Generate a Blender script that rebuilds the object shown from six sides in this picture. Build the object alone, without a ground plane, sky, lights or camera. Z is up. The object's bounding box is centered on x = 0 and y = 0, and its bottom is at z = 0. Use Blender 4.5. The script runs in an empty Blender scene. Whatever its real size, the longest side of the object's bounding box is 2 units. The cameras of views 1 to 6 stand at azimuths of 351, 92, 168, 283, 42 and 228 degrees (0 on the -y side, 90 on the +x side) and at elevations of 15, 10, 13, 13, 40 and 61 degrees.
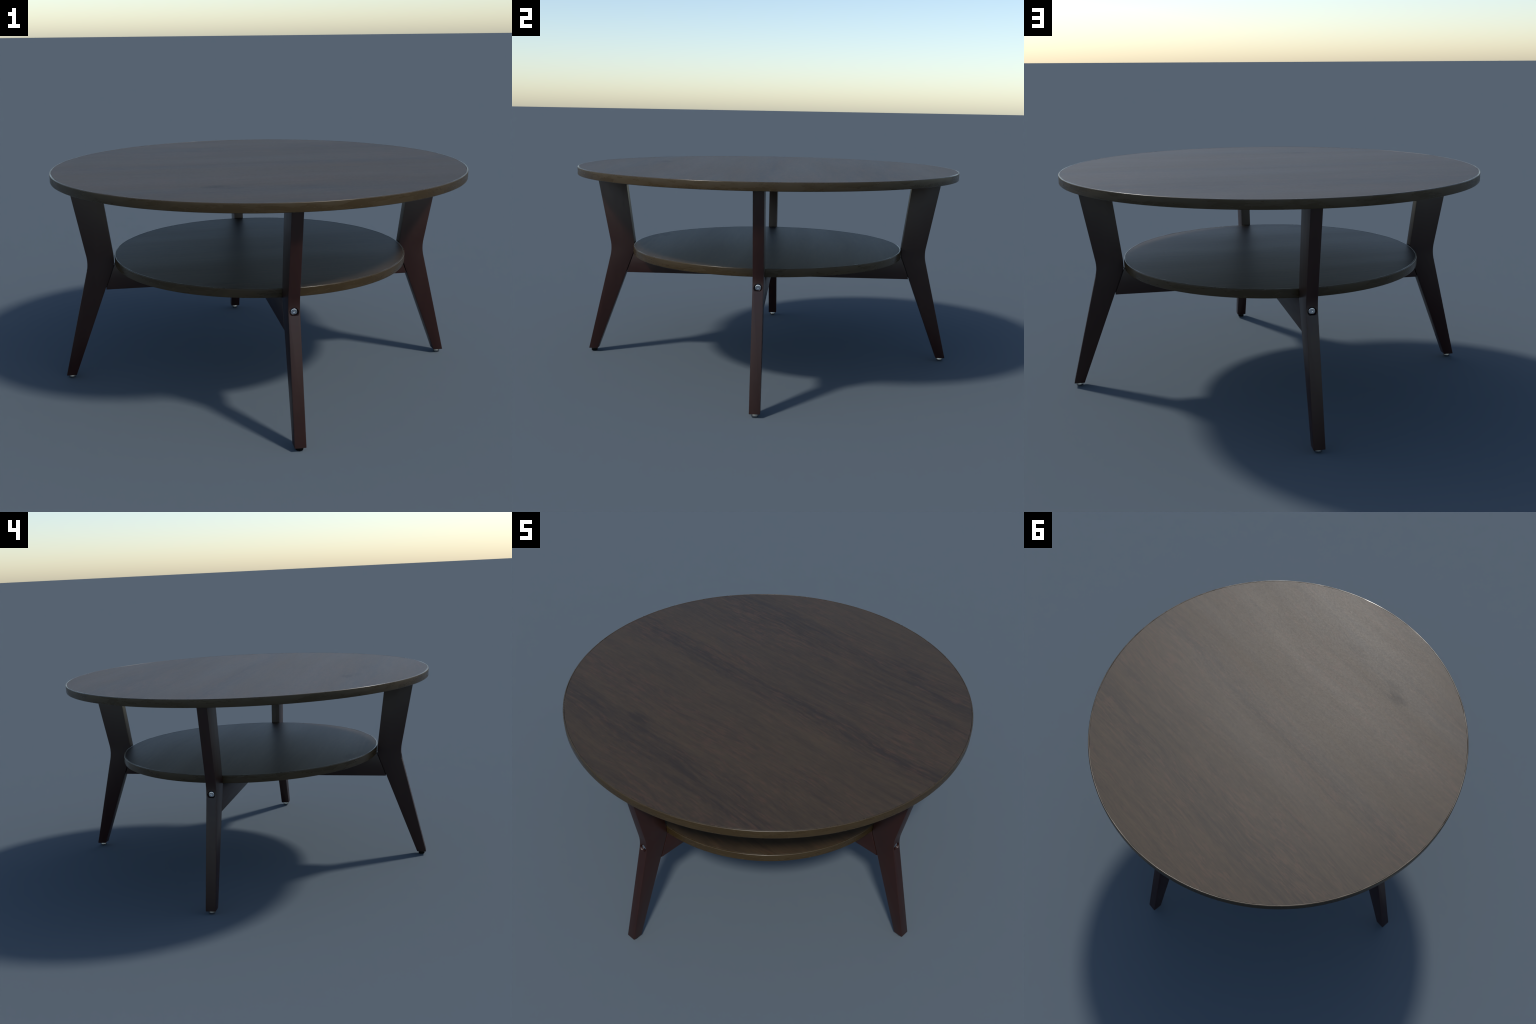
"""Round two-tier coffee table: dark laminate top and shelf with brown edge
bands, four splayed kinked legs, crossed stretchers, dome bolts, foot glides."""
import bpy, bmesh, math
from mathutils import Vector, Matrix, noise

# ------------------------------------------------------------------ sizes (m)
TOP_Z, TOP_UNDER, TOP_R = 1.0455, 1.0060, 1.0000
SHELF_Z, SHELF_UNDER, SHELF_R = 0.6226, 0.5832, 0.7200
LEG_T = 0.0500                      # plank thickness of legs and stretchers
FOOT_Z = 0.0165                     # underside of the wood
RAIL_Z0, RAIL_Z1 = 0.4540, 0.5824
BOLT_Z = 0.5608


def leg_inner(z):                   # inner edge of the lower, splayed half
    return 0.7235 + (0.5850 - z) * (0.9375 - 0.7235) / (0.5850 - FOOT_Z)


# -------------------------------------------------------------- node helpers
class Nodes:
    def __init__(self, name):
        self.mat = bpy.data.materials.new(name)
        self.mat.use_nodes = True
        self.t = self.mat.node_tree
        self.bsdf = self.t.nodes["Principled BSDF"]

    def add(self, kind, **props):
        n = self.t.nodes.new(kind)
        for k, v in props.items():
            setattr(n, k, v)
        return n

    def link(self, a, b):
        self.t.links.new(a, b)

    def val(self, sock, v):
        if isinstance(v, (int, float)):
            sock.default_value = v
        else:
            self.link(v, sock)

    def math(self, op, a, b=None, c=None, clamp=False):
        n = self.add("ShaderNodeMath", operation=op, use_clamp=clamp)
        for i, v in enumerate((a, b, c)):
            if v is not None:
                self.val(n.inputs[i], v)
        return n.outputs[0]

    def noise(self, vec, scale, detail=3.0, rough=0.5, dist=0.0):
        n = self.add("ShaderNodeTexNoise")
        self.link(vec, n.inputs["Vector"])
        n.inputs["Scale"].default_value = scale
        n.inputs["Detail"].default_value = detail
        n.inputs["Roughness"].default_value = rough
        n.inputs["Distortion"].default_value = dist
        return n.outputs["Fac"]

    def mapping(self, scale, loc=(0, 0, 0), vec=None):
        m = self.add("ShaderNodeMapping")
        m.inputs["Scale"].default_value = scale
        m.inputs["Location"].default_value = loc
        if vec is None:
            vec = self.add("ShaderNodeTexCoord").outputs["Object"]
        self.link(vec, m.inputs["Vector"])
        return m.outputs["Vector"]

    def remap(self, v, a, b, c=0.0, d=1.0, smooth=True):
        n = self.add("ShaderNodeMapRange")
        n.interpolation_type = "SMOOTHSTEP" if smooth else "LINEAR"
        self.val(n.inputs["Value"], v)
        for k, x in zip(("From Min", "From Max", "To Min", "To Max"), (a, b, c, d)):
            n.inputs[k].default_value = x
        return n.outputs["Result"]

    def mix(self, fac, a, b):
        n = self.add("ShaderNodeMix", data_type="RGBA")
        self.val(n.inputs[0], fac)
        for s, c in ((n.inputs[6], a), (n.inputs[7], b)):
            if isinstance(c, tuple):
                s.default_value = (*c, 1.0)
            else:
                self.link(c, s)
        return n.outputs[2]

    def bump(self, height, strength, distance):
        n = self.add("ShaderNodeBump")
        n.inputs["Strength"].default_value = strength
        n.inputs["Distance"].default_value = distance
        self.link(height, n.inputs["Height"])
        self.link(n.outputs["Normal"], self.bsdf.inputs["Normal"])


# ----------------------------------------------------------------- materials
def laminate(shift=0.0, sheen=0.31, relief=0.045):
    """Dark walnut-look laminate, grain along x."""
    m = Nodes("walnut_laminate")
    obj = m.add("ShaderNodeTexCoord").outputs["Object"]
    wav = m.noise(m.mapping((0.9, 2.2, 1), (3.1 + shift, 0, 0), obj), 1.6, 2.0)
    sep = m.add("ShaderNodeSeparateXYZ")
    m.link(obj, sep.inputs[0])
    x = sep.outputs[0]
    y = m.math("ADD", sep.outputs[1], m.math("MULTIPLY", m.math("SUBTRACT", wav, 0.5), 0.10))
    comb = m.add("ShaderNodeCombineXYZ")
    m.link(x, comb.inputs[0]); m.link(y, comb.inputs[1])
    comb.inputs[2].default_value = shift
    bent = comb.outputs[0]

    broad = m.noise(m.mapping((0.42, 3.4, 1), (0.7, 0.3, 0), bent), 1.6, 2.0, 0.5)
    streak = m.noise(m.mapping((1.5, 17.0, 1), (2, 5, 0), bent), 2.1, 4.0, 0.66)
    fine = m.noise(m.mapping((7.0, 46.0, 1), (9, 1, 0), bent), 3.0, 3.0, 0.65)
    fleck = m.noise(m.mapping((2.6, 15.0, 1), (4, 8, 0), bent), 4.2, 4.0, 0.68)
    patch = m.noise(m.mapping((1.0, 2.6, 1), (6, 2, 0), bent), 1.7, 2.0, 0.5)

    def band(centre, half):           # soft grain band at a given y
        d = m.math("ABSOLUTE", m.math("SUBTRACT", y, centre))
        return m.remap(d, 0.0, half, 1.0, 0.0)

    dark = m.math("MULTIPLY", band(0.010, 0.11), 0.48)
    for c, h, a in ((0.56, 0.24, 0.40), (0.33, 0.13, 0.18), (-0.70, 0.18, 0.26), (-0.97, 0.12, 0.25)):
        dark = m.math("ADD", dark, m.math("MULTIPLY", band(c, h), a))
    dark = m.math("MULTIPLY", dark, m.remap(streak, 0.32, 0.62, 1.20, 0.60))
    tone = m.math("ADD", m.math("MULTIPLY", m.math("SUBTRACT", streak, 0.5), 1.7),
                  m.math("MULTIPLY", m.math("SUBTRACT", broad, 0.5), 0.7))
    tone = m.math("ADD", tone, m.math("MULTIPLY", m.math("SUBTRACT", fine, 0.5), 1.1))
    tone = m.math("SUBTRACT", m.math("ADD", tone, 0.60), dark, clamp=True)

    # small knots with a dark eye
    knots = None
    for kx, ky, a in ((-0.285, -0.600, 0.55), (-0.225, -0.640, 0.28), (0.080, -0.662, 0.16)):
        dx = m.math("MULTIPLY", m.math("ADD", m.math("SUBTRACT", x, kx), m.math("MULTIPLY", m.math("SUBTRACT", fleck, 0.5), 0.10)), 17.0)
        dy = m.math("MULTIPLY", m.math("ADD", m.math("SUBTRACT", sep.outputs[1], ky), m.math("MULTIPLY", m.math("SUBTRACT", streak, 0.5), 0.05)), 42.0)
        d2 = m.math("ADD", m.math("MULTIPLY", dx, dx), m.math("MULTIPLY", dy, dy))
        k = m.math("MULTIPLY", m.remap(d2, 0.0, 1.9, 1.0, 0.0), a)
        knots = k if knots is None else m.math("MAXIMUM", knots, k)
    tone = m.math("SUBTRACT", tone, knots, clamp=True)

    col = m.mix(tone, (0.0255, 0.0172, 0.0108), (0.0520, 0.0345, 0.0182))
    red = m.math("MULTIPLY", m.remap(m.math("ADD", fleck, m.math("MULTIPLY", m.math("SUBTRACT", patch, 0.5), 0.35)), 0.51, 0.68), 0.60)
    col = m.mix(red, col, (0.0640, 0.0345, 0.0200))
    m.link(col, m.bsdf.inputs["Base Color"])
    grit = m.noise(m.mapping((1.0, 1.9, 1), (0, 0, 0), obj), 95.0, 2.0, 0.6)
    rough = m.math("ADD", 0.485, m.math("MULTIPLY", m.math("SUBTRACT", grit, 0.5), 0.10))
    rough = m.math("ADD", rough, m.math("MULTIPLY", m.math("SUBTRACT", broad, 0.5), 0.09))
    rough = m.math("ADD", rough, m.math("MULTIPLY", knots, 0.05))
    m.link(rough, m.bsdf.inputs["Roughness"])
    m.bsdf.inputs["Specular IOR Level"].default_value = sheen
    m.bump(m.math("ADD", fine, grit), relief, 0.0012)
    return m.mat


def edge_band():
    """Glued edge banding, warm olive brown, faint grain running round it."""
    m = Nodes("brown_edge_banding")
    v = m.mapping((1, 1, 5.0))
    n = m.noise(v, 6.0, 4.0, 0.6)
    f = m.noise(m.mapping((1, 1, 6.0)), 14.0, 3.0, 0.6)
    tone = m.math("ADD", m.math("MULTIPLY", n, 0.7), m.math("MULTIPLY", f, 0.3))
    col = m.mix(m.remap(tone, 0.35, 0.65), (0.036, 0.0225, 0.0080), (0.042, 0.0268, 0.0102))
    m.link(col, m.bsdf.inputs["Base Color"])
    m.val(m.bsdf.inputs["Roughness"], m.remap(n, 0.35, 0.65, 0.22, 0.38))
    m.bsdf.inputs["Specular IOR Level"].default_value = 0.42
    return m.mat


def under_panel():
    m = Nodes("brown_backing")
    n = m.noise(m.mapping((1.5, 20, 1)), 2.0, 3.0)
    m.link(m.mix(n, (0.020, 0.014, 0.0085), (0.034, 0.023, 0.013)), m.bsdf.inputs["Base Color"])
    m.bsdf.inputs["Roughness"].default_value = 0.55
    return m.mat


def stained_wood(name, along):
    """Satin, very dark red-brown stain; 'along' stretches grain on one axis."""
    m = Nodes(name)
    n = m.noise(m.mapping(along), 5.0, 4.0, 0.6)
    cloud = m.noise(m.mapping((1, 1, 1)), 4.0, 2.0)
    t = m.math("ADD", m.math("MULTIPLY", n, 0.6), m.math("MULTIPLY", cloud, 0.4))
    m.link(m.mix(m.remap(t, 0.3, 0.7), (0.0185, 0.0054, 0.0037), (0.0230, 0.0068, 0.0047)),
           m.bsdf.inputs["Base Color"])
    m.val(m.bsdf.inputs["Roughness"], m.remap(n, 0.3, 0.7, 0.32, 0.37))
    m.bsdf.inputs["Specular IOR Level"].default_value = 0.43
    m.bump(n, 0.03, 0.001)
    return m.mat


def chrome():
    m = Nodes("polished_steel")
    n = m.noise(m.mapping((1, 1, 1)), 60.0, 2.0)
    m.link(m.mix(n, (0.62, 0.63, 0.65), (0.70, 0.71, 0.73)), m.bsdf.inputs["Base Color"])
    m.bsdf.inputs["Metallic"].default_value = 1.0
    m.val(m.bsdf.inputs["Roughness"], m.remap(n, 0.2, 0.8, 0.10, 0.16))
    return m.mat


def darkened_glide():
    m = Nodes("darkened_chrome")
    n = m.noise(m.mapping((1, 1, 1)), 60.0, 2.0)
    m.link(m.mix(n, (0.28, 0.285, 0.29), (0.34, 0.345, 0.35)), m.bsdf.inputs["Base Color"])
    m.bsdf.inputs["Metallic"].default_value = 1.0
    m.val(m.bsdf.inputs["Roughness"], m.remap(n, 0.2, 0.8, 0.22, 0.30))
    return m.mat


def black_finish():
    m = Nodes("black_finish")
    n = m.noise(m.mapping((1, 1, 1)), 80.0, 2.0)
    m.link(m.mix(n, (0.0008, 0.0008, 0.0008), (0.0015, 0.0015, 0.0015)), m.bsdf.inputs["Base Color"])
    m.bsdf.inputs["Roughness"].default_value = 0.35
    m.bsdf.inputs["Specular IOR Level"].default_value = 0.08
    return m.mat


# ----------------------------------------------------------------- geometry
def obj_from_bm(name, bm, mats, parent, angle=math.radians(35)):
    bmesh.ops.recalc_face_normals(bm, faces=bm.faces)
    for f in bm.faces:
        f.smooth = True
    for e in bm.edges:
        e.smooth = len(e.link_faces) == 2 and e.calc_face_angle(0.0) < angle
    me = bpy.data.meshes.new(name)
    bm.to_mesh(me)
    bm.free()
    for mt in mats:
        me.materials.append(mt)
    ob = bpy.data.objects.new(name, me)
    bpy.context.scene.collection.objects.link(ob)
    ob.parent = parent
    return ob


def lathe(bm, profile, seg, close=False, wobble=None):
    """Revolve (r, z) points round z; r = 0 gives a pole."""
    rings = []
    for i, (r, z) in enumerate(profile):
        if r < 1e-9:
            rings.append([bm.verts.new((0, 0, z))])
            continue
        ring = []
        for k in range(seg):
            a = 2 * math.pi * k / seg
            rr = r + (wobble(i, a) if wobble else 0.0)
            ring.append(bm.verts.new((rr * math.cos(a), rr * math.sin(a), z)))
        rings.append(ring)
    pairs = list(zip(rings, rings[1:]))
    if close:
        pairs.append((rings[-1], rings[0]))
    for a, b in pairs:
        for k in range(seg):
            k2 = (k + 1) % seg
            vs = [a[k % len(a)], a[k2 % len(a)], b[k2 % len(b)], b[k % len(b)]]
            vs = list(dict.fromkeys(vs))
            if len(vs) > 2:
                bm.faces.new(vs)


def fillet(cx, cz, r, a0, a1, n=6):
    return [(cx + r * math.cos(math.radians(a0 + (a1 - a0) * i / n)),
             cz + r * math.sin(math.radians(a0 + (a1 - a0) * i / n))) for i in range(n + 1)]


def round_panel(name, radius, z0, z1, mats, band_mat, parent, seed):
    """Laminated disc plus the edge band glued round it."""
    seam = radius - 0.0068
    bm = bmesh.new()
    lathe(bm, [(0, z1), (radius * .5, z1), (seam - 0.0008, z1), (seam - 0.0004, z1 - 0.0004), (seam - 0.0002, z1 - 0.004),
               (seam - 0.0002, z0 + 0.002), (seam - 0.002, z0), (radius * .5, z0), (0, z0)], 288)
    for f in bm.faces:
        f.material_index = 1 if f.calc_center_median().z < (z0 + z1) / 2 and abs(f.normal.z) > .9 else 0
    panel = obj_from_bm(name, bm, mats, parent)

    def wob(i, a):                    # slightly wavy, uneven inner lip
        if i > 4:
            return 0.0
        p = Vector((math.cos(a) * 9, math.sin(a) * 9, seed))
        q = Vector((math.cos(a) * 40, math.sin(a) * 40, seed + 7))
        return 0.0013 * noise.noise(p) + 0.0012 * noise.noise(q)

    crest = z1 + 0.0005               # raised lip modelled to draw the bright sun line along the rim
    prof = [(seam + 0.0001, z1 - 0.006), (seam + 0.0001, z1 - 0.0008), (seam + 0.0004, z1 + 0.0001), (seam + 0.0009, z1 + 0.0004), (seam + 0.0018, z1 + 0.00048)]
    prof += fillet(radius - 0.0036, crest - 0.0036, 0.0036, 97, 0, 8)
    prof += fillet(radius - 0.0025, z0 + 0.0025, 0.0025, 0, -85, 5)
    prof += [(seam + 0.0004, z0 + 0.0003)]
    bm = bmesh.new()
    lathe(bm, prof, 288, close=True, wobble=wob)
    obj_from_bm("edge_band", bm, [band_mat], panel, math.radians(50))
    return panel


def plank(bm, outline, thick, bevel=0.0022):
    """Extrude an (r, z) outline symmetrically about y = 0 and ease its edges."""
    a = [bm.verts.new((r, -thick / 2, z)) for r, z in outline]
    b = [bm.verts.new((r, thick / 2, z)) for r, z in outline]
    n = len(outline)
    bm.faces.new(a)
    bm.faces.new(list(reversed(b)))
    for i in range(n):
        j = (i + 1) % n
        bm.faces.new((a[j], a[i], b[i], b[j]))
    bmesh.ops.recalc_face_normals(bm, faces=bm.faces)
    sharp = [e for e in bm.edges if e.calc_face_angle(0.0) > math.radians(30)]
    bmesh.ops.bevel(bm, geom=sharp, offset=bevel, segments=3, profile=0.5, affect="EDGES", clamp_overlap=True)


def leg_outline():
    up = 0.187                                       # outward lean of the upper half
    low = (0.985 - 0.8540) / (0.556 - FOOT_Z)        # outward lean of the lower half
    kz, kr, t = 0.5872, 0.8480, 0.042                # corner of the kink, rounding length
    nu, nl = math.hypot(1, up), math.hypot(1, low)
    p0 = Vector((kr + low * t / nl, kz - t / nl))
    p2 = Vector((kr + up * t / nu, kz + t / nu))
    c = Vector((kr, kz))
    knee = [((1 - s) ** 2 * p0 + 2 * s * (1 - s) * c + s * s * p2) for s in [i / 12 for i in range(13)]]
    top = TOP_UNDER - 0.0008
    pts = [(0.9866, FOOT_Z)] + [(v.x, v.y) for v in knee]
    pts += [(kr + up * (top - kz), top), (0.725 + 0.1275 * (top - 0.622), top)]
    pts += [(0.725, 0.622), (0.7235, 0.585), (0.9375, FOOT_Z)]
    return pts


def face_r(z):                                       # outer face radius near the bolt
    pts = leg_outline()[:14]
    for (r0, z0), (r1, z1) in zip(pts, pts[1:]):
        if z0 <= z <= z1:
            return r0 + (r1 - r0) * (z - z0) / (z1 - z0)


def build():
    root = bpy.data.objects.new("coffee_table", None)
    root["label"] = "round dark walnut two-tier coffee table with splayed legs"
    root["category"] = "coffee table"
    bpy.context.scene.collection.objects.link(root)

    top_m, shelf_m, band_m, back_m = laminate(0.0), laminate(4.7, 0.25, 0.11), edge_band(), under_panel()
    leg_m = stained_wood("stained_leg_wood", (9, 9, 1.0))
    rail_m = stained_wood("stained_rail_wood", (1.0, 9, 9))
    steel, black = chrome(), black_finish()

    round_panel("tabletop", TOP_R, TOP_UNDER, TOP_Z, [top_m, back_m], band_m, root, 1.3)
    round_panel("shelf", SHELF_R, SHELF_UNDER, SHELF_Z, [shelf_m, back_m], band_m, root, 5.9)

    # ---- leg with a flared counterbore for the bolt
    bm = bmesh.new()
    plank(bm, leg_outline(), LEG_T)
    blank = obj_from_bm("leg_blank", bm, [leg_m], None)
    fr = face_r(BOLT_Z)
    bm = bmesh.new()
    lathe(bm, [(0, -0.0125), (0.0184, -0.0125), (0.0186, -0.0035), (0.0190, -0.0020), (0.0197, -0.0008),
               (0.0207, 0.0004), (0.0220, 0.0030), (0, 0.0030)], 64)
    bm.transform(Matrix.Translation((fr, 0, BOLT_Z)) @ Matrix.Rotation(math.radians(90), 4, "Y"))
    drill = obj_from_bm("leg_drill", bm, [leg_m], None)
    mod = blank.modifiers.new("bore", "BOOLEAN")
    mod.operation, mod.object, mod.solver = "DIFFERENCE", drill, "EXACT"
    dg = bpy.context.evaluated_depsgraph_get()
    cut = bpy.data.meshes.new_from_object(blank.evaluated_get(dg))
    bm = bmesh.new()
    bm.from_mesh(cut)
    leg = obj_from_bm("leg", bm, [leg_m], root, math.radians(28))
    for o in (blank, drill):
        bpy.data.objects.remove(o)

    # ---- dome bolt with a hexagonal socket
    bm = bmesh.new()
    lathe(bm, [(0, -0.0150), (0.0151, -0.0150), (0.0154, -0.0080), (0.0151, -0.0072), (0.0133, -0.0054),
               (0.0124, -0.0051), (0.0072, -0.0048)], 48)
    rim = [e for e in bm.edges if e.is_boundary]
    ring = bmesh.ops.extrude_edge_only(bm, edges=rim)["geom"]
    rv = [g for g in ring if isinstance(g, bmesh.types.BMVert)]
    for v in rv:                                     # lip of the socket, six-sided
        a = math.atan2(v.co.y, v.co.x)
        s = (a + math.pi / 6) % (math.pi / 3) - math.pi / 6
        rr = 0.0042 / math.cos(s)
        v.co = Vector((rr * math.cos(a), rr * math.sin(a), -0.0050))
    ed = [g for g in ring if isinstance(g, bmesh.types.BMEdge) and g.is_boundary]
    ring = bmesh.ops.extrude_edge_only(bm, edges=ed)["geom"]
    rv = [g for g in ring if isinstance(g, bmesh.types.BMVert)]
    for v in rv:
        v.co.z = -0.0085
    bmesh.ops.contextual_create(bm, geom=[g for g in ring if isinstance(g, bmesh.types.BMEdge) and g.is_boundary])
    bm.transform(Matrix.Translation((fr, 0, BOLT_Z)) @ Matrix.Rotation(math.radians(90), 4, "Y"))
    bolt = obj_from_bm("bolt", bm, [steel], leg, math.radians(40))

    # ---- foot glide
    bm = bmesh.new()
    lathe(bm, [(0, 0.0), (0.0130, 0.0), (0.0158, 0.0008), (0.0170, 0.0030), (0.0170, 0.0060), (0.0164, 0.0095), (0.0150, 0.0162), (0, 0.0162)], 40)
    bm.transform(Matrix.Translation((0.9612, 0, 0)))
    glide = obj_from_bm("foot_glide", bm, [darkened_glide()], leg, math.radians(45))

    for k in (1, 2, 3):
        l2 = leg.copy()
        l2.rotation_euler = (0, 0, k * math.pi / 2)
        bpy.context.scene.collection.objects.link(l2)
        for child in (bolt, glide):
            c2 = child.copy()
            c2.parent = l2
            bpy.context.scene.collection.objects.link(c2)
            if child is glide and k == 3:            # the -y glide is coloured black
                c2.data = child.data.copy()
                c2.data.materials[0] = black

    # ---- crossed stretchers with short tenons into the legs
    gap = 0.0042
    e0, e1 = leg_inner(RAIL_Z0) - gap, leg_inner(RAIL_Z1) - gap

    def tenon(bm, sgn):
        z0, z1 = RAIL_Z0 + 0.008, RAIL_Z1 - 0.008
        w = 0.013
        pts = [(leg_inner(z0) - 0.03, z0), (leg_inner(z0) + 0.006, z0), (leg_inner(z1) + 0.006, z1), (leg_inner(z1) - 0.03, z1)]
        a = [bm.verts.new((sgn * r, -w, z)) for r, z in pts]
        b = [bm.verts.new((sgn * r, w, z)) for r, z in pts]
        bm.faces.new(a); bm.faces.new(list(reversed(b)))
        for i in range(4):
            j = (i + 1) % 4
            bm.faces.new((a[j], a[i], b[i], b[j]))

    bm = bmesh.new()
    plank(bm, [(-e0, RAIL_Z0), (e0, RAIL_Z0), (e1, RAIL_Z1), (-e1, RAIL_Z1)], LEG_T, 0.0016)
    tenon(bm, 1); tenon(bm, -1)
    rail = obj_from_bm("stretcher", bm, [rail_m], root)
    rail.rotation_euler = (0, 0, math.pi / 2)
    s = LEG_T / 2 + 0.0002
    bm = bmesh.new()
    plank(bm, [(s, RAIL_Z0), (e0, RAIL_Z0), (e1, RAIL_Z1), (s, RAIL_Z1)], LEG_T, 0.0016)
    tenon(bm, 1)
    half = obj_from_bm("stretcher", bm, [rail_m], root)
    other = half.copy()
    other.rotation_euler = (0, 0, math.pi)
    bpy.context.scene.collection.objects.link(other)


build()
